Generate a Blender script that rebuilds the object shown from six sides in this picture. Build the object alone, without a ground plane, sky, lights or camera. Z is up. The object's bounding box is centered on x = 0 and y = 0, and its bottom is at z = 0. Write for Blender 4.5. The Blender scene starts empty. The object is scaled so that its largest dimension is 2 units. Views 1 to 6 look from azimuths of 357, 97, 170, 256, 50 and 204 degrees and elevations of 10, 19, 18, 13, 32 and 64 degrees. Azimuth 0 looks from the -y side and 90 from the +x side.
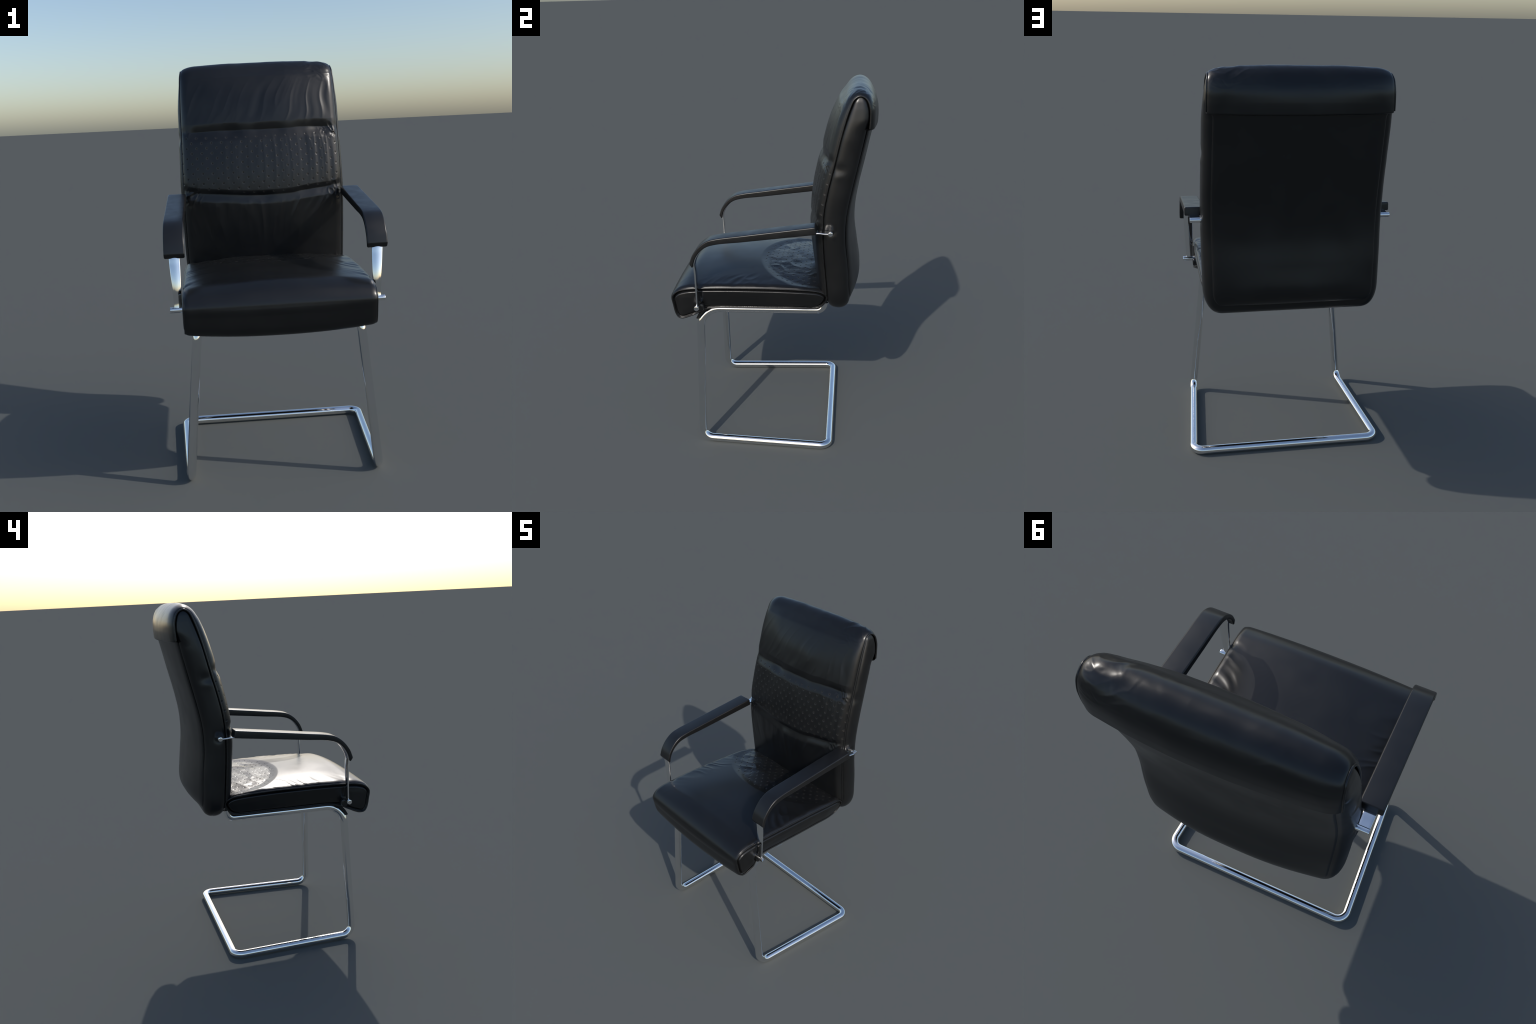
"""Cantilever visitor armchair: padded black leather high back and seat,
bent chrome tube frame, black arm pads on flat chrome bars."""
import bpy, math
import numpy as np
from mathutils import Vector

# --------------------------------------------------------------------------
# small helpers
# --------------------------------------------------------------------------
def smooth(a, b, x):
    t = np.clip((np.asarray(x, float) - a) / (b - a), 0, 1)
    return t * t * (3 - 2 * t)


def bump(x, centre, width):
    return np.exp(-((np.asarray(x, float) - centre) / width) ** 2)


def curve(x, xs, ys):
    """smooth monotone cubic through (xs, ys)"""
    xs, ys = np.array(xs, float), np.array(ys, float)
    h, d = np.diff(xs), np.diff(ys) / np.diff(xs)
    m = np.zeros(len(xs))
    for i in range(1, len(xs) - 1):
        if d[i - 1] * d[i] > 0:
            w1, w2 = 2 * h[i] + h[i - 1], h[i] + 2 * h[i - 1]
            m[i] = (w1 + w2) / (w1 / d[i - 1] + w2 / d[i])
    x = np.clip(np.asarray(x, float), xs[0], xs[-1])
    k = np.clip(np.searchsorted(xs, x) - 1, 0, len(h) - 1)
    t = (x - xs[k]) / h[k]
    return ((1 + 2 * t) * (1 - t) ** 2 * ys[k] + t * (1 - t) ** 2 * h[k] * m[k]
            + t * t * (3 - 2 * t) * ys[k + 1] + t * t * (t - 1) * h[k] * m[k + 1])


def _hash(ix, iy, seed):
    h = (ix.astype(np.int64) * 374761393 + iy.astype(np.int64) * 668265263 + seed * 974634521) & 0x7FFFFFFF
    h = ((h ^ (h >> 13)) * 1274126177) & 0x7FFFFFFF
    h = (h ^ (h >> 16)) & 0xFFFF
    return h / 32767.5 - 1.0


def noise(x, y, seed=0):
    """smooth value noise, about -1..1, vectorised"""
    x, y = np.broadcast_arrays(np.asarray(x, float), np.asarray(y, float))
    ix, iy = np.floor(x), np.floor(y)
    fx, fy = x - ix, y - iy
    fx, fy = fx ** 3 * (fx * (fx * 6 - 15) + 10), fy ** 3 * (fy * (fy * 6 - 15) + 10)
    a, b = _hash(ix, iy, seed), _hash(ix + 1, iy, seed)
    c, d = _hash(ix, iy + 1, seed), _hash(ix + 1, iy + 1, seed)
    return (a + (b - a) * fx) * (1 - fy) + (c + (d - c) * fx) * fy


def folds(x, y, seed):
    """rounded creases: sharp valleys between soft ridges"""
    n = noise(x, y, seed) + 0.45 * noise(2.1 * x + 7, 1.7 * y + 3, seed + 5)
    return 0.5 - np.abs(n) * 1.1


def spline(points, n=400, closed=False):
    """Catmull-Rom through control points, resampled evenly by arc length"""
    p = np.array(points, float)
    if closed:
        q = np.vstack([p[-1], p, p[0], p[1]])
    else:
        q = np.vstack([2 * p[0] - p[1], p, 2 * p[-1] - p[-2]])
    out = []
    for i in range(1, len(q) - 2):
        p0, p1, p2, p3 = q[i - 1], q[i], q[i + 1], q[i + 2]
        k = [0.0]
        for a, b in ((p0, p1), (p1, p2), (p2, p3)):
            k.append(k[-1] + max(np.linalg.norm(b - a), 1e-9) ** 0.5)
        t = np.linspace(k[1], k[2], 40, endpoint=False)[:, None]
        a1 = (k[1] - t) / (k[1] - k[0]) * p0 + (t - k[0]) / (k[1] - k[0]) * p1
        a2 = (k[2] - t) / (k[2] - k[1]) * p1 + (t - k[1]) / (k[2] - k[1]) * p2
        a3 = (k[3] - t) / (k[3] - k[2]) * p2 + (t - k[2]) / (k[3] - k[2]) * p3
        b1 = (k[2] - t) / (k[2] - k[0]) * a1 + (t - k[0]) / (k[2] - k[0]) * a2
        b2 = (k[3] - t) / (k[3] - k[1]) * a2 + (t - k[1]) / (k[3] - k[1]) * a3
        out.append((k[2] - t) / (k[2] - k[1]) * b1 + (t - k[1]) / (k[2] - k[1]) * b2)
    out = np.vstack(out + [q[-2][None]])
    s = np.concatenate([[0], np.cumsum(np.linalg.norm(np.diff(out, axis=0), axis=1))])
    w = np.linspace(0, s[-1], n)
    return np.stack([np.interp(w, s, out[:, i]) for i in range(out.shape[1])], 1)


def fillet_path(corners, radii, step=0.006):
    """polyline with circular bends; radii[i] belongs to corners[i]"""
    c = [np.array(p, float) for p in corners]
    pts = [c[0]]
    for i in range(1, len(c) - 1):
        a, b = c[i - 1] - c[i], c[i + 1] - c[i]
        a, b = a / np.linalg.norm(a), b / np.linalg.norm(b)
        ang = math.acos(np.clip(a @ b, -1, 1))
        r = radii[i]
        d = r / math.tan(ang / 2)
        mid = (a + b) / np.linalg.norm(a + b)
        cen = c[i] + mid * r / math.sin(ang / 2)
        s, e = c[i] + a * d - cen, c[i] + b * d - cen
        om = math.pi - ang
        m = max(8, int(r * om / step))
        for j in range(m + 1):
            t = j / m
            pts.append(cen + (math.sin((1 - t) * om) * s + math.sin(t * om) * e) / math.sin(om))
    pts.append(c[-1])
    return np.array(pts)


def add_mesh(name, verts, faces, mat, parent, smooth_angle=None):
    me = bpy.data.meshes.new(name)
    me.from_pydata([tuple(v) for v in np.asarray(verts, float)], [], [tuple(int(i) for i in f) for f in faces])
    me.validate()
    me.polygons.foreach_set("use_smooth", [True] * len(me.polygons))
    me.materials.append(mat)
    if smooth_angle is not None:
        me.set_sharp_from_angle(angle=math.radians(smooth_angle))
    me.update()
    ob = bpy.data.objects.new(name, me)
    bpy.context.scene.collection.objects.link(ob)
    ob.parent = parent
    return ob


def grid_faces(rows, cols, wrap_rows=False, wrap_cols=False, flip=False):
    f = []
    for i in range(rows if wrap_rows else rows - 1):
        for j in range(cols if wrap_cols else cols - 1):
            a, b = i * cols + j, i * cols + (j + 1) % cols
            c, d = ((i + 1) % rows) * cols + (j + 1) % cols, ((i + 1) % rows) * cols + j
            f.append((a, d, c, b) if flip else (a, b, c, d))
    return f


def tube_mesh(path, radius, sides=20, closed=False):
    """round tube along a 3D polyline, parallel-transport frame, capped"""
    p = np.array(path, float)
    n = len(p)
    t = np.gradient(p, axis=0) if not closed else np.roll(p, -1, 0) - np.roll(p, 1, 0)
    t /= np.linalg.norm(t, axis=1)[:, None]
    ref = np.array([1.0, 0, 0]) if abs(t[0][0]) < 0.9 else np.array([0, 0, 1.0])
    u = ref - t[0] * (ref @ t[0])
    u /= np.linalg.norm(u)
    V = []
    rad = np.broadcast_to(np.asarray(radius, float), (n,))
    for i in range(n):
        u = u - t[i] * (u @ t[i])
        u /= np.linalg.norm(u)
        w = np.cross(t[i], u)
        for k in range(sides):
            a = 2 * math.pi * k / sides
            V.append(p[i] + rad[i] * (math.cos(a) * u + math.sin(a) * w))
    F = grid_faces(n, sides, wrap_rows=closed, wrap_cols=True)
    if not closed:
        F.append(tuple(range(sides - 1, -1, -1)))
        F.append(tuple((n - 1) * sides + k for k in range(sides)))
    return V, F


def lathe_x(profile, centre, sides=32):
    """round pin along x: profile is a list of (x, radius)"""
    V, F = [], []
    for x, r in profile:
        for k in range(sides):
            a = 2 * math.pi * k / sides
            V.append((x, centre[0] + r * math.cos(a), centre[1] + r * math.sin(a)))
    F = grid_faces(len(profile), sides, wrap_cols=True)
    F.append(tuple(range(sides - 1, -1, -1)))
    F.append(tuple((len(profile) - 1) * sides + k for k in range(sides)))
    return V, F


def mirror_x(V, F):
    V = np.array(V, float)
    V[:, 0] *= -1
    return V, [tuple(reversed(f)) for f in F]


# --------------------------------------------------------------------------
# materials
# --------------------------------------------------------------------------
class Nodes:
    def __init__(self, name):
        self.mat = bpy.data.materials.new(name)
        self.mat.use_nodes = True
        self.t = self.mat.node_tree
        self.bsdf = self.t.nodes["Principled BSDF"]
        self.tc = self.t.nodes.new("ShaderNodeTexCoord")

    def new(self, kind, **kw):
        n = self.t.nodes.new(kind)
        for k, v in kw.items():
            setattr(n, k, v)
        return n

    def put(self, sock, v):
        if hasattr(v, "is_output"):
            self.t.links.new(v, sock)
        else:
            sock.default_value = v

    def math(self, op, a, b=None, c=None, clamp=False):
        n = self.new("ShaderNodeMath", operation=op, use_clamp=clamp)
        for s, v in zip(n.inputs, (a, b, c)):
            if v is not None:
                self.put(s, v)
        return n.outputs[0]

    def step(self, x, lo, hi, out0=0.0, out1=1.0):
        n = self.new("ShaderNodeMapRange", interpolation_type="SMOOTHSTEP")
        for s, v in zip(n.inputs, (x, lo, hi, out0, out1)):
            self.put(s, v)
        return n.outputs[0]

    def noise(self, scale, detail=3.0, rough=0.5, vec=None):
        n = self.new("ShaderNodeTexNoise")
        self.t.links.new(vec or self.tc.outputs["Object"], n.inputs["Vector"])
        n.inputs["Scale"].default_value = scale
        n.inputs["Detail"].default_value = detail
        n.inputs["Roughness"].default_value = rough
        return n.outputs["Fac"]

    def mix(self, fac, a, b):
        n = self.new("ShaderNodeMix", data_type="RGBA")
        self.put(n.inputs["Factor"], fac)
        self.put(n.inputs["A"], a)
        self.put(n.inputs["B"], b)
        return n.outputs["Result"]

    def bumped(self, height, strength, distance, normal=None):
        n = self.new("ShaderNodeBump")
        self.put(n.inputs["Height"], height)
        n.inputs["Strength"].default_value = strength
        n.inputs["Distance"].default_value = distance
        if normal is not None:
            self.t.links.new(normal, n.inputs["Normal"])
        return n.outputs["Normal"]


DOT_X = 0.0528


def leather(name, base=(0.0068, 0.0069, 0.0071), rough=0.31, holes=None):
    """black leather; holes = None, 'back' or 'seat' adds the staggered perforations"""
    m = Nodes(name)
    cloud = m.noise(6.0, 3.0)
    fine = m.noise(260.0, 2.0, 0.6)
    col = m.mix(m.step(cloud, 0.35, 0.7), (base[0] * 0.88, base[1] * 0.88, base[2] * 0.9, 1), (base[0] * 1.12, base[1] * 1.12, base[2] * 1.1, 1))
    rgh = m.step(cloud, 0.3, 0.7, rough - 0.03, rough + 0.03)
    nrm = m.bumped(fine, 0.10, 0.0006)
    if holes:
        sep = m.new("ShaderNodeSeparateXYZ")
        m.t.links.new(m.tc.outputs["Object"], sep.inputs[0])
        x, y, z = sep.outputs
        if holes == "back":
            u = m.math("DIVIDE", m.math("ADD", x, 0.157), DOT_X)
            v = m.math("DIVIDE", m.math("ADD", z, -1.526), 0.0532)
            xx = m.math("MULTIPLY", x, x)
            low = m.math("MULTIPLY_ADD", xx, 0.22, 1.312)
            high = m.math("MULTIPLY_ADD", xx, 0.06, 1.606)
            inside = m.math("MULTIPLY", m.step(z, m.math("ADD", low, -0.003), m.math("ADD", low, 0.003)),
                            m.step(z, m.math("ADD", high, -0.003), m.math("ADD", high, 0.003), 1.0, 0.0))
            inside = m.math("MULTIPLY", inside, m.step(y, 0.40, 0.42, 1.0, 0.0))
        else:
            u = m.math("DIVIDE", m.math("ADD", x, 0.304), 0.0545)
            v = m.math("DIVIDE", m.math("ADD", y, -0.023), 0.0585)
            e = m.math("ADD", m.math("POWER", m.math("DIVIDE", m.math("ABSOLUTE", x), 0.42), 2.0),
                       m.math("POWER", m.math("DIVIDE", m.math("ABSOLUTE", m.math("MINIMUM", m.math("ADD", y, -0.22), 0.0)), 0.295), 2.0))
            inside = m.math("MULTIPLY", m.step(e, 0.97, 1.0, 1.0, 0.0), m.step(z, 0.90, 0.91))

        def cell(du):
            a = m.math("ADD", m.math("FRACT", m.math("ADD", u, du + 0.5)), -0.5)
            b = m.math("ADD", m.math("FRACT", m.math("ADD", v, du + 0.5)), -0.5)
            return m.math("SQRT", m.math("ADD", m.math("MULTIPLY", a, a), m.math("MULTIPLY", b, b)))

        d = m.math("MINIMUM", cell(0.0), cell(0.5))
        hole = m.math("MULTIPLY", m.step(d, 0.055, 0.095, 1.0, 0.0), inside)
        rim = m.math("MULTIPLY", m.math("MULTIPLY", m.step(d, 0.07, 0.11), m.step(d, 0.12, 0.19, 1.0, 0.0)), inside)
        col = m.mix(m.math("MULTIPLY", rim, 0.85 if holes == "back" else 0.4), col, (0.022, 0.020, 0.018, 1))
        col = m.mix(hole, col, (0.003, 0.003, 0.003, 1))
        rgh = m.math("ADD", rgh, m.math("MULTIPLY", hole, 0.45))
        grain = m.noise(120.0, 3.0, 0.6)
        nrm = m.bumped(m.math("MULTIPLY", grain, inside), 0.12, 0.0010, nrm)
        dent = m.math("MULTIPLY", m.step(d, 0.05, 0.15, -1.0, 0.0), inside)
        nrm = m.bumped(dent, 0.6, 0.0013, nrm)
    m.put(m.bsdf.inputs["Base Color"], col)
    m.put(m.bsdf.inputs["Roughness"], rgh)
    m.put(m.bsdf.inputs["Normal"], nrm)
    m.bsdf.inputs["Specular IOR Level"].default_value = 0.5
    return m.mat


def chrome(name, rough=0.07, sky_tilt=False):
    m = Nodes(name)
    if sky_tilt:          # straight bar; bump tips its front normals upward to draw in the sky reflection
        sep = m.new("ShaderNodeSeparateXYZ")
        m.t.links.new(m.tc.outputs["Object"], sep.inputs[0])
        q = m.math("MAXIMUM", m.math("SUBTRACT", sep.outputs[2], 0.875), 0.0)
        w = m.math("MAXIMUM", m.math("SUBTRACT", 0.897, sep.outputs[2]), 0.0)
        foot = m.math("MULTIPLY", m.math("MULTIPLY", w, w), 2.6)
        nsep = m.new("ShaderNodeSeparateXYZ")
        m.t.links.new(m.new("ShaderNodeNewGeometry").outputs["True Normal"], nsep.inputs[0])
        front = m.step(nsep.outputs[1], -0.7, -0.3, 1.0, 0.0)
        m.put(m.bsdf.inputs["Normal"], m.bumped(m.math("MULTIPLY", m.math("ADD", m.math("MULTIPLY", m.math("MULTIPLY", q, q), -0.85), foot), front), 1.0, 1.0))
    n = m.noise(9.0, 3.0)
    m.put(m.bsdf.inputs["Base Color"], m.mix(n, (0.86, 0.86, 0.86, 1), (0.94, 0.94, 0.93, 1)))
    m.bsdf.inputs["Metallic"].default_value = 1.0
    m.put(m.bsdf.inputs["Roughness"], m.step(n, 0.3, 0.7, rough - 0.02, rough + 0.03))
    return m.mat


def plastic(name, base, rough):
    m = Nodes(name)
    n = m.noise(14.0, 3.0)
    m.put(m.bsdf.inputs["Base Color"], m.mix(n, tuple(c * 0.9 for c in base) + (1,), tuple(c * 1.1 for c in base) + (1,)))
    m.put(m.bsdf.inputs["Roughness"], m.step(n, 0.3, 0.7, rough - 0.04, rough + 0.04))
    m.put(m.bsdf.inputs["Normal"], m.bumped(m.noise(420.0, 2.0), 0.08, 0.0005))
    return m.mat


LEATHER = leather("black_leather")
LEATHER_BACK = leather("black_leather_perforated_back", holes="back")
LEATHER_SEAT = leather("black_leather_perforated_seat", holes="seat")
PIPING = leather("black_leather_piping", base=(0.009, 0.009, 0.009), rough=0.30)
CHROME = chrome("polished_chrome")
CHROME_BAR = chrome("polished_chrome_bar", sky_tilt=True)
PAD = plastic("black_arm_pad", (0.0085, 0.0086, 0.009), 0.34)
FABRIC = plastic("black_underside_fabric", (0.010, 0.010, 0.010), 0.7)
BLACK_STEEL = plastic("black_steel", (0.012, 0.012, 0.012), 0.3)

# --------------------------------------------------------------------------
chair = bpy.data.objects.new("office_chair", None)
bpy.context.scene.collection.objects.link(chair)
chair["label"] = "black leather high-back cantilever armchair with chrome tube frame"
chair["category"] = "office chair"


# --------------------------------------------------------------------------
# BACKREST
# --------------------------------------------------------------------------
# side outline of the upholstery (y, z): front seam from the seat up, over the
# top, and down the rear to the hem of the folded-over headrest cape
FRONT = [(.2985, .915), (.2955, .96), (.288, 1.05), (.280, 1.16), (.2765, 1.28), (.285, 1.39), (.304, 1.49),
         (.340, 1.635), (.365, 1.74), (.384, 1.812), (.412, 1.90), (.4345, 1.947), (.4645, 1.962),
         (.4955, 1.946), (.5125, 1.90), (.514, 1.85), (.511, 1.803)]
# rear seam of the side band / edge of the back shell
REAR = [(.424, .86), (.4235, .90), (.421, .95), (.416, 1.06), (.402, 1.20), (.4025, 1.31), (.411, 1.38),
        (.430, 1.475), (.461, 1.61), (.490, 1.74), (.505, 1.81), (.515, 1.86)]
BACK_BOTTOM, CORNER = .874, .085
GAP1, GAP2 = (1.624, .010), (1.297, .038)        # sewn valleys: height at centre, rise to the sides


def seam_x(z):
    """half width of the back at its seams"""
    return curve(z, [.83, 1.0, 1.30, 1.62, 1.82, 1.93, 1.965], [.417, .420, .424, .420, .417, .412, .407])


def rear_x(z):
    """half width at the seam between side band and back shell"""
    return seam_x(z) - .029 * (1 - smooth(1.77, 1.85, z))


def edge_roll(u, w=0.11):
    a = np.clip((np.abs(u) - (1 - w)) / w, 0, 1)
    return np.sqrt(np.clip(1 - a * a, 0, 1))


def side_spacing(n, edge=0.12, share=0.30):
    """-1..1 positions, crowded near both ends"""
    m = int(n * share / 2)
    e = 1 - edge * (1 - np.linspace(0, 1, m, endpoint=False)[::-1] ** 0.0 * np.linspace(1, 0, m, endpoint=False)[::-1] ** 1.6)
    inner = np.linspace(-(1 - edge), 1 - edge, n - 2 * m)
    e = 1 - edge + edge * (1 - (1 - np.linspace(1 / m, 1, m)) ** 1.7)
    return np.concatenate([-e[::-1], inner, e])


def build_back_cover():
    rows, u = 560, side_spacing(340)
    P = spline(FRONT, rows)
    T = np.gradient(P, axis=0)
    T /= np.linalg.norm(T, axis=1)[:, None]
    N = np.stack([-T[:, 1], T[:, 0]], 1)                      # outward of the upholstery
    top = int(np.argmax(P[:, 1]))
    s = np.concatenate([[0], np.cumsum(np.linalg.norm(np.diff(P, axis=0), axis=1))])
    ss = s - s[top]                                           # 0 on the crest, <0 front, >0 rear
    crown = curve(ss, [-1.15, -.95, -.80, -.50, -.25, -.10, -.03, .03, .08, .14, .18],
                      [.040, .046, .051, .052, .050, .034, .013, .012, .020, .029, .031])
    roll = curve(ss, [-1.15, -.25, -.10, -.02, .03, .07, .18], [.028, .031, .030, .025, .024, .023, .020])
    U, SS = np.meshgrid(u, ss)
    zrow = P[:, 1][:, None] + 0 * U
    front = smooth(-.02, -.12, SS)
    h = crown[:, None] * (1 - np.abs(U) ** 2.1) + roll[:, None] * edge_roll(U, curve(ss, [-.20, -.09, -.01, .05, .18], [.09, .13, .19, .20, .12])[:, None])
    X = seam_x(P[:, 1])[:, None] * U
    inner = smooth(1.0, .93, np.abs(U))                       # fade towards the piping
    # sewn valleys between the three cushions
    wob = .0035 * noise(X * 7 + 2.3, 0 * X, 3) + .0016 * noise(X * 25, 0 * X, 4)
    hem = 0.08 + 0.92 * smooth(1.0, .80, np.abs(U))
    for (z0, rise), depth, over, under, end in ((GAP1, .0135, .040, .062, 0.0), (GAP2, .0098, .024, .046, .0)):
        q = zrow - (z0 + rise * U * U + wob)
        up = np.where(q >= 0, np.clip(1 - q / over, 0, 1) ** 1.35, 0)
        dn = np.where(q < 0, 1 - smooth(0, under, -q), 0)
        h -= depth * (1 + .35 * noise(X * 13, 0 * X, int(z0 * 10))) * (up + dn) * front * hem
        # pucker where the valley runs into the side seam
        h -= .004 * bump(q, 0.0, .022) * bump(np.abs(U), .97, .035) * front
    # folds
    lean = X - (.60 - .30 * smooth(.10, .40, X)) * (zrow - 1.64) + .010 * noise(X * 4, zrow * 5, 10)
    head = smooth(1.635, 1.70, zrow) * smooth(1.93, 1.70, zrow)
    h += .0042 * head * front * inner * folds(lean * 15 + .4 * noise(zrow * 6, X * 3, 9), zrow * 2.2, 11) * (0.65 + .5 * smooth(-.2, .35, X))
    mid = smooth(1.31, 1.37, zrow) * smooth(1.62, 1.55, zrow)
    bow = X + .5 * (zrow - 1.44) ** 2 * np.sign(X)
    h += .0026 * mid * front * inner * folds(bow * 22, zrow * 1.6, 21) * (0.5 + .9 * smooth(.12, .36, X))
    low = smooth(1.29, 1.24, zrow) * smooth(1.03, 1.22, zrow)
    fan = X * (1 + 1.1 * (1.28 - zrow))
    h += .0040 * low * front * inner * folds(fan * 15 + .4 * noise(zrow * 7, X * 4, 8), zrow * 3.2, 31)
    # bunched leather where the sewn valleys meet the side seams
    for cx, cz, wx, wz, amp, sd in ((.385, 1.612, .045, .030, .0075, 101), (-.395, 1.612, .03, .024, .0035, 102),
                                    (.385, 1.300, .050, .045, .0060, 103), (-.375, 1.300, .050, .045, .0050, 104)):
        h += amp * bump(X, cx, wx) * bump(zrow, cz, wz) * smooth(1.0, .95, np.abs(U)) * folds((X - cx) * 34 + (zrow - cz) * 14 * np.sign(cx), (zrow - cz) * 30 - (X - cx) * 10, sd)
    # crinkles across the crest of the headrest and soft waviness of the whole hide
    crest = smooth(-.16, -.04, SS) * smooth(.12, .03, SS)
    h += .0015 * crest * inner * folds(X * 11, SS * 46 + 1.2 * noise(X * 9, SS * 6, 14), 41) * (.35 + .9 * smooth(.12, .36, X))
    h += .0011 * crest * inner * smooth(.16, .34, X) * folds(X * 24, SS * 62 + 1.5 * noise(X * 16, SS * 12, 15), 42)
    h += .0012 * inner * noise(X * 12, SS * 8, 51)
    Y = P[:, 0][:, None] + N[:, 0][:, None] * h
    Z = P[:, 1][:, None] + N[:, 1][:, None] * h
    # rounded hem of the cape: turn in under the last row
    extra = []
    for a, (drop, inn) in enumerate(((.004, .002), (.007, .008), (.007, .016), (.003, .030))):
        extra.append(np.stack([X[-1], Y[-1] - inn, Z[-1] - drop], 1))
    V = np.concatenate([np.stack([X, Y, Z], 2).reshape(-1, 3)] + extra)
    F = grid_faces(rows + 4, len(u), flip=True)
    return V, F, P, top


V, F, BACK_SEAM, TOP = build_back_cover()
back = add_mesh("backrest", V, F, LEATHER_BACK, chair)

# curves as functions of height
_f, _r = BACK_SEAM[:TOP + 1], BACK_SEAM[TOP:]
_shell = spline(REAR, 400)


def front_y(z):
    return np.interp(z, _f[:, 1], _f[:, 0])


def rear_y(z):
    """rear edge of the side band: shell seam below the cape, cape seam inside it"""
    a = np.interp(z, _shell[:, 1], _shell[:, 0])
    b = np.interp(z, _r[::-1, 1], _r[::-1, 0])
    return np.where(z < 1.80, a, np.minimum(a, b))


def u_path(n_side=300, n_corner=40, n_bottom=120):
    """(x, z, nx, nz) down one side of the back, round the bottom and up the other"""
    ztop = BACK_SEAM[TOP, 1] - .0005
    zc = BACK_BOTTOM + CORNER
    t = np.linspace(0, 1, n_side)
    zs = ztop - (ztop - zc) * (0.12 * t + 0.88 * t ** 1.35)
    side = [(float(seam_x(z)), z, 1.0, 0.0) for z in zs]
    r0 = float(seam_x(zc))
    arc = []
    for k in range(1, n_corner + 1):
        a = math.pi / 2 * k / n_corner
        c, s_ = max(math.cos(a), 0) ** .78, math.sin(a) ** .78
        L = math.hypot(math.cos(a), math.sin(a))
        arc.append((r0 - CORNER + CORNER * c, zc - CORNER * s_, math.cos(a) / L, -math.sin(a) / L))
    bot = [(x, BACK_BOTTOM, 0.0, -1.0) for x in np.linspace(r0 - CORNER, 0, n_bottom // 2 + 1)[1:]]
    half = side + arc + bot
    other = [(-x, z, -nx, nz) for x, z, nx, nz in half[:-1]][::-1]
    return np.array(half + other)


def build_side_band():
    Q = u_path()
    v = np.linspace(0, 1, 46)
    v = 0.5 - 0.5 * np.cos(v * math.pi)
    F0, B0 = front_y(Q[:, 1]), rear_y(Q[:, 1])
    B0 = np.maximum(B0, F0)
    W = (B0 - F0)[:, None]
    Y = F0[:, None] + W * v[None]
    e = np.abs(2 * v - 1)[None]
    A = .0170 * np.clip(W / .10, 0, 1) ** .5 + 0 * Y
    nx2, nz2 = (Q[:, 2] ** 2)[:, None], (Q[:, 3] ** 2)[:, None]
    side_prof, low_prof = 1 - e ** 4.0, np.sqrt(1 - e ** 2)
    prof = side_prof * nx2 + low_prof * nz2
    d = 0 * Y
    edge = np.minimum(v, 1 - v)[None] * W
    d -= .008 * np.exp(-(edge / .0065) ** 2)
    z = Q[:, 1][:, None]
    side = (Q[:, 2] > .5)[:, None] + (Q[:, 2] < -.5)[:, None]
    d -= side * .0045 * np.exp(-((Y - .365) / .035) ** 2 - ((z - 1.602) / .028) ** 2)
    d += side * .0015 * np.exp(-((Y - .365) / .035) ** 2 - ((z - 1.566) / .02) ** 2)
    d -= side * .010 * np.exp(-((Y - .321) / .022) ** 2 - ((z - 1.279) / .024) ** 2)
    d += .0008 * noise(Y * 10, z * 9 + Q[:, 0][:, None] * 3, 71) * (1 - e ** 4)
    inset = .029 * v[None] ** 3.6 * (1 - smooth(1.77, 1.85, z))
    inset = inset + .013 * smooth(1.74, 1.97, z)              # the dome at the top sits inside the cape edge
    X = Q[:, 0][:, None] + Q[:, 2][:, None] * (d + A * prof - inset)
    Z = z + Q[:, 3][:, None] * (d + .056 * prof)
    return np.stack([X, Y, Z], 2).reshape(-1, 3), grid_faces(len(Q), len(v), flip=True)


V, F = build_side_band()
add_mesh("side_band", V, F, LEATHER, back)


# profile of the shell on the centre line (y, z)
SHELL_CENTRE = [(.556, 1.87), (.543, 1.80), (.521, 1.707), (.497, 1.60), (.466, 1.463), (.446, 1.336), (.4435, 1.21),
                (.460, 1.076), (.477, .96), (.479, .90), (.476, .86)]


def build_shell():
    rows, u = 240, side_spacing(150, edge=.10, share=.36)
    zc = BACK_BOTTOM + CORNER
    t = np.linspace(0, 1, rows)
    zs = 1.87 + (BACK_BOTTOM + .001 - 1.87) * (1 - (1 - t) ** 1.5)
    half = np.where(zs < zc, seam_x(zc) - CORNER + (CORNER - .029) * np.clip(1 - (np.clip(zc - zs, 0, CORNER) / CORNER) ** (2 / .78), 0, 1) ** .39, rear_x(zs)) + .001
    U, ZZ = np.meshgrid(u, zs)
    X = U * half[:, None]
    y0 = np.interp(zs, _shell[:, 1], _shell[:, 0])
    C = spline(SHELL_CENTRE, 300)[::-1]
    crown = np.maximum(np.interp(zs, C[:, 1], C[:, 0]) - y0 - .007, .004)[:, None]
    low = np.sqrt(np.clip(1 - np.clip((1.0 - ZZ) / (1.0 - BACK_BOTTOM - .001), 0, 1) ** 2.8, 0, 1))
    h = (crown * (1 - np.abs(U) ** 2.3) + .007 * edge_roll(U, .12)) * low
    h -= .002 * np.exp(-((1 - np.abs(U)) / .010) ** 2)
    h += .0014 * noise(X * 5, ZZ * 5, 81)
    Y = y0[:, None] + h
    return np.stack([X, Y, ZZ], 2).reshape(-1, 3), grid_faces(rows, len(u))


V, F = build_shell()
add_mesh("back_shell", V, F, LEATHER, back)


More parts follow.
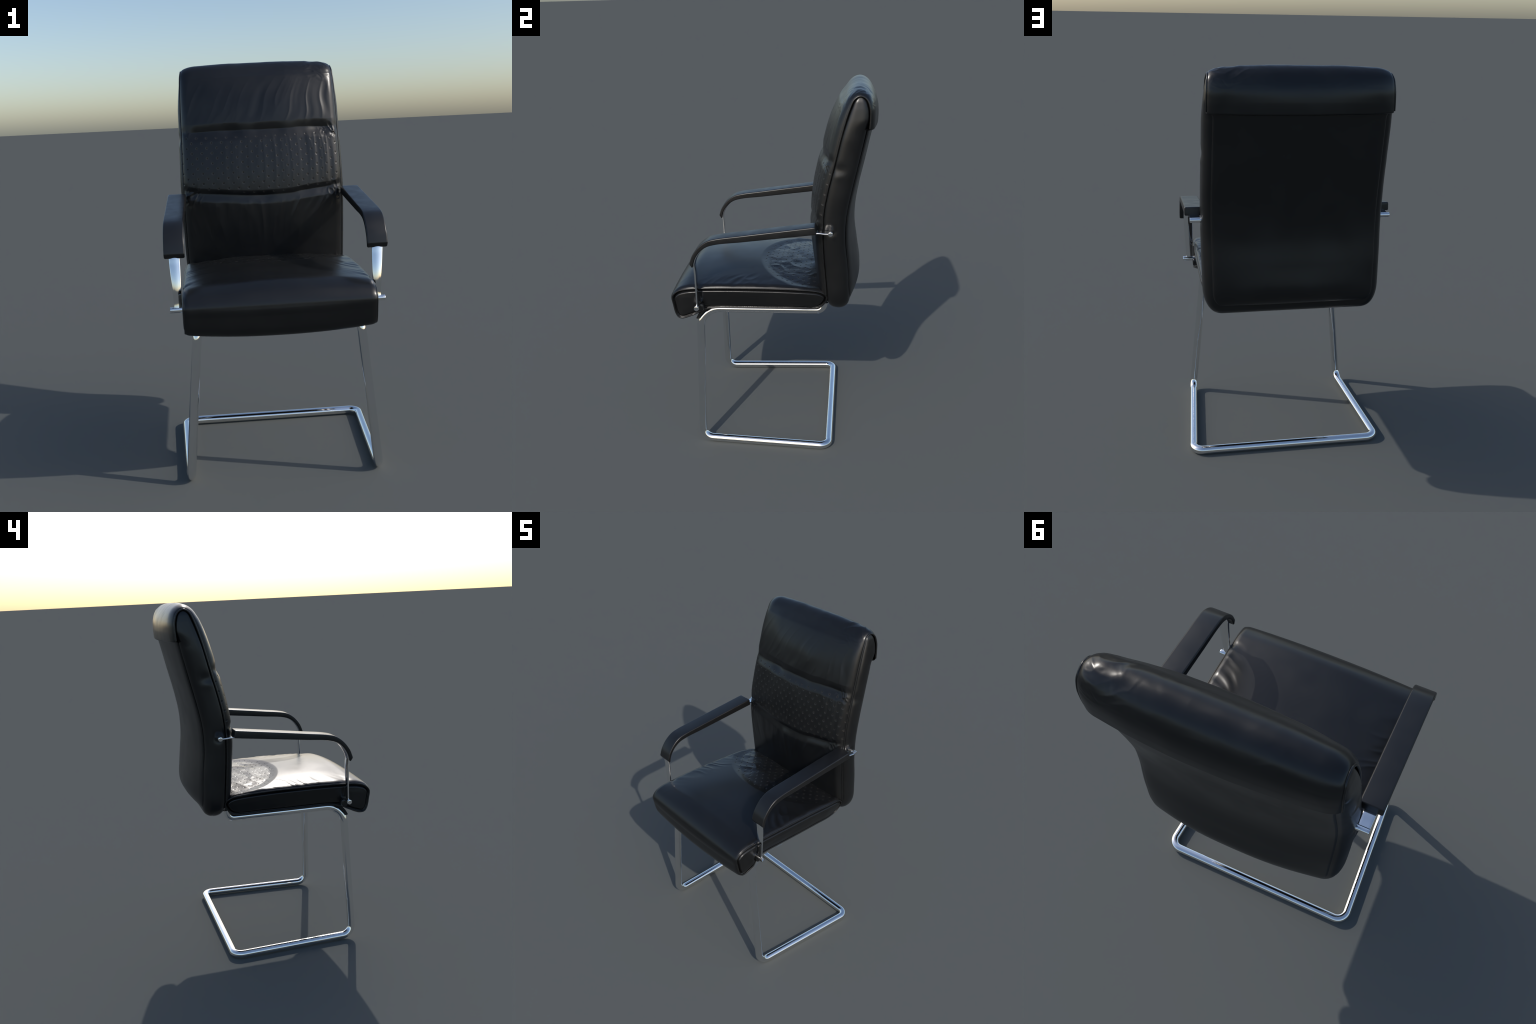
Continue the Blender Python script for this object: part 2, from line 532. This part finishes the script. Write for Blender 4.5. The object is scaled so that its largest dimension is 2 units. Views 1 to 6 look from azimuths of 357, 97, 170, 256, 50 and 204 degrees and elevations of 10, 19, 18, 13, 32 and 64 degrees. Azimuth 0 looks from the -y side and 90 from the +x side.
def back_piping(sign):
    P = BACK_SEAM[::3]
    x = seam_x(P[:, 1]) + .001
    n = np.gradient(P, axis=0)
    n /= np.linalg.norm(n, axis=1)[:, None]
    nn = np.stack([-n[:, 1], n[:, 0]], 1)
    path = np.stack([sign * x, P[:, 0] + nn[:, 0] * .001, P[:, 1] + nn[:, 1] * .001], 1)
    return tube_mesh(path, .0047, 14)


for sgn in (1, -1):
    V, F = back_piping(sgn)
    add_mesh("piping", V, F, PIPING, back, 60)

# --------------------------------------------------------------------------
# SEAT
# --------------------------------------------------------------------------
SEAT = [(.302, .893), (.290, .914), (.262, .930), (.204, .940), (.069, .947), (-.112, .949), (-.30, .947), (-.398, .942),
        (-.473, .935), (-.522, .918), (-.546, .888), (-.541, .845), (-.529, .79), (-.514, .769), (-.492, .766),
        (-.464, .775), (-.411, .795), (-.377, .810), (-.302, .820), (-.12, .8225), (.10, .8245), (.252, .828), (.284, .853)]


def seat_x(y, z):
    top = curve(y, [-.55, -.50, -.40, -.15, .15, .30], [.428, .430, .431, .433, .431, .420])
    return top - .031 * np.clip((.935 - np.asarray(z)) / .112, 0, 1) * smooth(-.44, -.36, y)


def patch_field(x, y):
    """1 on the rim of the sunken perforated patch, smaller inside"""
    return np.sqrt((x / .435) ** 2 + (np.minimum(y - .22, 0) / .315) ** 2)


def build_seat():
    rows, u = 520, side_spacing(300, edge=.10, share=.30)
    P = spline(SEAT, rows + 1, closed=True)[:-1]
    T = np.roll(P, -1, 0) - np.roll(P, 1, 0)
    T /= np.linalg.norm(T, axis=1)[:, None]
    N = np.stack([-T[:, 1], T[:, 0]], 1)
    if (N[:, 1] * (P[:, 1] > .93)).sum() < 0:
        N = -N
    y, z = P[:, 0], P[:, 1]
    up = np.clip(N[:, 1], 0, 1)
    fwd = np.clip(-N[:, 0], 0, 1)
    lip = np.clip(-N[:, 1], 0, 1) * smooth(-.40, -.46, y)
    under = np.clip(-N[:, 1], 0, 1) * smooth(-.44, -.38, y)
    topness = smooth(-.56, -.44, y) * smooth(.86, .93, z)
    crown = .010 + .019 * topness + .014 * lip
    crown = np.where((z < .86) & (y > -.47), .004 + (crown - .004) * smooth(-.40, -.47, y), crown)
    roll = .009 + .006 * topness
    roll = np.where((z < .86) & (y > -.47), .002 + (roll - .002) * smooth(-.40, -.47, y), roll)
    U = np.broadcast_to(u[None], (rows, len(u)))
    yy, uu = y[:, None], up[:, None]
    X = seat_x(y, z)[:, None] * U
    h = crown[:, None] * (1 - np.abs(U) ** 2.2) + roll[:, None] * edge_roll(U, .065)
    inner = smooth(1.0, .96, np.abs(U))
    flat = smooth(.6, .9, uu)
    # sunken patch towards the back
    q = patch_field(X, yy + 0 * X)
    ramp = np.clip((1.01 - q) / .15, 0, 1)
    sink = (ramp + .35 * (smooth(0, 1, ramp) - ramp)) * flat
    h -= .0125 * sink
    h += .0034 * sink * folds(X * 7 + yy * 5 + .6 * noise(X * 6, yy * 6, 5), yy * 12 - X * 5, 61) * smooth(.95, .75, q)
    h += .0005 * sink * noise(X * 40, yy * 40, 62)
    # drag folds along the side seams
    near = smooth(.60, .90, np.abs(U)) * inner * flat * (1 - sink)
    warp = .9 * noise(X * 5, yy * 5, 6)
    h += .0036 * near * folds(yy * 15 + X * np.sign(X) * 7 + warp, X * 8 - yy * 4 + 3 * np.sign(X), 63) * (.22 + .78 * bump(yy, -.14, .18))
    h += .0012 * flat * noise(X * 5, yy * 5, 64) * inner
    # tug where the arm bar is bolted through the side
    h -= .006 * bump(yy, -.395, .018) * bump(np.abs(U), 1.0, .06) * flat
    Y = yy + N[:, 0][:, None] * h
    Z = z[:, None] + N[:, 1][:, None] * h
    V = np.stack([X, Y, Z], 2).reshape(-1, 3)
    return V, grid_faces(rows, len(u), wrap_rows=True), P


V, F, SEAT_LOOP = build_seat()
seat = add_mesh("seat", V, F, LEATHER_SEAT, chair)


def build_seat_side(sign):
    """pillowed side panel set just inside the piping"""
    L = SEAT_LOOP
    cols, rows = 300, 44
    y0, y1 = L[:, 0].min(), L[:, 0].max()
    t = np.linspace(0, 1, cols)
    ys = y0 + (y1 - y0) * (0.5 - 0.5 * np.cos(math.pi * (0.06 * 0 + t)))
    i0, i1 = int(L[:, 0].argmin()), int(L[:, 0].argmax())
    n = len(L)
    a = [(i1 + k) % n for k in range((i0 - i1) % n + 1)]
    b = [(i0 + k) % n for k in range((i1 - i0) % n + 1)]
    A, B = L[a], L[b]
    if A[:, 1].mean() < B[:, 1].mean():
        A, B = B, A
    top = np.interp(ys, *A[np.argsort(A[:, 0])].T)
    bot = np.interp(ys, *B[np.argsort(B[:, 0])].T)
    v = 0.5 - 0.5 * np.cos(math.pi * np.linspace(0, 1, rows))
    Z = bot[:, None] + (top - bot)[:, None] * v[None]
    Y = ys[:, None] + 0 * Z
    pts = np.stack([Y, Z], 2).reshape(-1, 2)
    d = np.full(len(pts), 9.0)
    S = L[::2]
    for k in range(len(S)):
        d = np.minimum(d, np.linalg.norm(pts - S[k], axis=1))
    d = d.reshape(Y.shape)
    b = -.004 - .008 * bump(d, .007, .006) + .010 * smooth(.009, .020, d) + .002 * smooth(.02, .05, d)
    b -= .008 * bump(Y, -.392, .010) * smooth(.0, .02, d)          # pulled in at the bolt
    b -= .004 * bump(Y, -.392, .03) * bump(Z, .85, .03)
    b += .0035 * folds(Y * 16, Z * 16, 91) * bump(Z, .93, .022) * bump(Y, -.46, .06) * smooth(.006, .02, d)
    b += .0008 * noise(Y * 14, Z * 14, 92)
    X = sign * (seat_x(Y, Z) + b)
    return np.stack([X, Y, Z], 2).reshape(-1, 3), grid_faces(cols, rows, flip=sign < 0)


def seat_piping(sign):
    L = SEAT_LOOP[::3]
    return tube_mesh(np.stack([sign * (seat_x(L[:, 0], L[:, 1]) - .001), L[:, 0], L[:, 1]], 1), .0045, 12, closed=True)


for sgn in (1, -1):
    V, F = build_seat_side(sgn)
    add_mesh("side_panel", V, F, LEATHER, seat)
    V, F = seat_piping(sgn)
    add_mesh("piping", V, F, PIPING, seat)

# --------------------------------------------------------------------------
# ARMRESTS
# --------------------------------------------------------------------------
PAD_TOP = [(-.4215, 1.109), (-.404, 1.158), (-.367, 1.207), (-.324, 1.2375), (-.276, 1.251), (-.15, 1.2685), (-.02, 1.286), (.11, 1.303), (.244, 1.3205)]
PAD_LOW = [(-.4065, 1.0865), (-.3935, 1.132), (-.366, 1.174), (-.329, 1.203), (-.276, 1.219), (-.15, 1.233), (-.02, 1.248), (.11, 1.263), (.249, 1.279)]
PAD_IN, PAD_OUT = .414, .5085


def build_pad():
    n, r, k = 120, .0065, 6
    T, B = spline(PAD_TOP, n), spline(PAD_LOW, n)
    V, rings = [], 0

    def ring(t, b, shrink):
        up = t - b
        hgt = np.linalg.norm(up)
        up = up / hgt
        hw, hh = (PAD_OUT - PAD_IN) / 2 - shrink, hgt / 2 - shrink
        rr = max(r - shrink * .6, .002)
        mid = (t + b) / 2
        out = []
        for cx, cz, a0 in ((1, 1, 0), (-1, 1, 90), (-1, -1, 180), (1, -1, 270)):
            for j in range(k + 1):
                a = math.radians(a0 + 90 * j / k)
                x = cx * (hw - rr) + rr * math.cos(a)
                z = cz * (hh - rr) + rr * math.sin(a)
                p = mid + up * z
                out.append(((PAD_IN + PAD_OUT) / 2 + x, p[0], p[1]))
        return out

    dir0 = (T[0] + B[0]) / 2 - (T[1] + B[1]) / 2
    dir0 /= np.linalg.norm(dir0)
    dir1 = (T[-1] + B[-1]) / 2 - (T[-2] + B[-2]) / 2
    dir1 /= np.linalg.norm(dir1)
    bev = [(math.sin(a), 1 - math.cos(a)) for a in np.linspace(0, math.pi / 2, 6)]
    e = .005
    for s_, c_ in reversed(bev):
        V += ring(T[0] + dir0 * (e * s_ - e), B[0] + dir0 * (e * s_ - e), e * c_)
        rings += 1
    for i in range(3, n - 3):
        V += ring(T[i], B[i], 0)
        rings += 1
    for s_, c_ in bev:
        V += ring(T[-1] + dir1 * (e * s_ - e), B[-1] + dir1 * (e * s_ - e), e * c_)
        rings += 1
    m = 4 * (k + 1)
    F = grid_faces(rings, m, wrap_cols=True)
    F.append(tuple(range(m - 1, -1, -1)))
    F.append(tuple((rings - 1) * m + j for j in range(m)))
    return V, F


def build_bar():
    """flat chrome bar: from the rear pin, under the pad, then down to the seat pin"""
    B = spline(PAD_LOW, 90)[::-1]
    T = spline(PAD_TOP, 90)[::-1]
    up = (T - B) / np.linalg.norm(T - B, axis=1)[:, None]
    under = B + up * .0005
    path = [np.array((.322, 1.2765)), np.array((.29, 1.277))] + [under[0] + np.array((.012, .0005))] + list(under[1:-2]) + \
           [np.array((-.3995, 1.06)), np.array((-.3992, .98)), np.array((-.400, .90)), np.array((-.401, .851))]
    p = spline(path, 220)
    t = np.gradient(p, axis=0)
    t /= np.linalg.norm(t, axis=1)[:, None]
    nrm = np.stack([-t[:, 1], t[:, 0]], 1)
    z, y = p[:, 1], p[:, 0]
    strap = smooth(-.33, -.40, y)
    half_t = np.where(y > .24, .0042, .0032 + (.0020 - .0012 * smooth(1.05, .88, z)) * strap)
    drop = smooth(1.10, .84, z) * strap
    xin = .437 + .004 * drop
    xout = .487 - .010 * drop
    V, k = [], 5
    for i in range(len(p)):
        hw, ht, cx = (xout[i] - xin[i]) / 2, half_t[i], (xin[i] + xout[i]) / 2
        r = min(ht * .9, .005)
        crownf = .0030 * strap[i]
        for sx, sn, a0 in ((1, 1, 0), (-1, 1, 90), (-1, -1, 180), (1, -1, 270)):
            for j in range(k + 1):
                a = math.radians(a0 + 90 * j / k)
                x = sx * (hw - r) + r * math.cos(a)
                nn = sn * (ht - r) + r * math.sin(a)
                V.append((cx + x, p[i][0] + nrm[i][0] * nn, p[i][1] + nrm[i][1] * nn))
            if a0 in (0, 180):                                  # crowned broad faces
                for w in (.6, .3, 0, -.3, -.6):
                    x = sx * w * (hw - r)
                    nn = sn * (ht + crownf * (1 - w * w))
                    V.append((cx + x, p[i][0] + nrm[i][0] * nn, p[i][1] + nrm[i][1] * nn))
    m = 4 * (k + 1) + 10
    F = grid_faces(len(p), m, wrap_cols=True, flip=True)
    F.append(tuple(range(m)))
    F.append(tuple((len(p) - 1) * m + j for j in reversed(range(m))))
    return V, F


def pin(x0, x1, r, centre):
    b = r * .16
    prof = [(x0, r * .8), (x0 + .002, r), (x1 - .010, r), (x1 - .0094, r * .93), (x1 - .0084, r * .93), (x1 - .0078, r),
            (x1 - b, r), (x1 - b * .3, r - b * .3), (x1, r - b), (x1 + .0004, r * .5), (x1 + .0004, .0005)]
    return lathe_x(prof, centre)


def build_bracket():
    """black steel lug that takes the lower pin under the seat edge"""
    V, F = [], []
    prof = [(-.016, .0), (-.019, -.012), (-.013, -.030), (.010, -.032), (.020, -.016), (.020, .004), (.008, .012), (-.008, .012)]
    prof = spline([(y - .392, z + .842) for y, z in prof], 40, closed=True)[:-1]
    m = len(prof)
    c = prof.mean(0)
    for x, s in ((.398, 1.0), (.434, 1.0), (.438, .94), (.440, .8), (.440, .05)):
        for q in prof:
            V.append((x, c[0] + (q[0] - c[0]) * s, c[1] + (q[1] - c[1]) * s))
    return V, grid_faces(5, m, wrap_cols=True, flip=True)


for sgn in (1, -1):
    pv, pf = build_pad()
    if sgn < 0:
        pv, pf = mirror_x(pv, pf)
    arm = add_mesh("armrest", pv, pf, PAD, chair, 50)
    for nm, (bv, bf), mat, ang in (("arm_bar", build_bar(), CHROME_BAR, 40),
                                   ("rear_pin", pin(.425, .4885, .0120, (.3215, 1.2765)), CHROME, 35),
                                   ("front_pin", pin(.405, .4960, .0135, (-.4005, .8495)), CHROME, 35),
                                   ("pin_bracket", build_bracket(), BLACK_STEEL, 40)):
        if sgn < 0:
            bv, bf = mirror_x(bv, bf)
        add_mesh(nm, bv, bf, mat, arm, ang)

# --------------------------------------------------------------------------
# FRAME: one bent chrome tube
# --------------------------------------------------------------------------
R = .0220
half = [(.347, .284, .845), (.347, .274, .797), (.3735, -.4035, .803), (.450, -.4125, R), (.4925, .3125, R)]
rad = [0, .038, .110, .060, .050]
corners = half + [(-x, y, z) for x, y, z in reversed(half)]
radii = rad + rad[::-1]
V, F = tube_mesh(fillet_path(corners, radii), R, 32)
add_mesh("tube_frame", V, F, CHROME, chair, 60)


def build_seat_pan():
    """thin black board under the cushion, bent down over the front bends of the tube"""
    line = fillet_path([(0, .22, .803), (0, -.4035, .803), (0, -.4065, .700)], [0, .108, 0], .004)[:, 1:]
    line = line[(line[:, 1] > .732)]
    t = np.gradient(line, axis=0)
    t /= np.linalg.norm(t, axis=1)[:, None]
    n = np.stack([t[:, 1], -t[:, 0]], 1)
    V = []
    for p, q in zip(line, n):
        for off in (R - .006, R + .009):
            for x in (-.388, .388):
                V.append((x, p[0] + q[0] * off, p[1] + q[1] * off))
    F = []
    for i in range(len(line) - 1):
        a, b = 4 * i, 4 * i + 4
        F += [(a, a + 1, b + 1, b), (a + 2, b + 2, b + 3, a + 3), (a, b, b + 2, a + 2), (a + 1, a + 3, b + 3, b + 1)]
    e = 4 * (len(line) - 1)
    F += [(0, 2, 3, 1), (e, e + 1, e + 3, e + 2)]
    return V, F


V, F = build_seat_pan()
add_mesh("seat_pan", V, F, FABRIC, seat, 30)
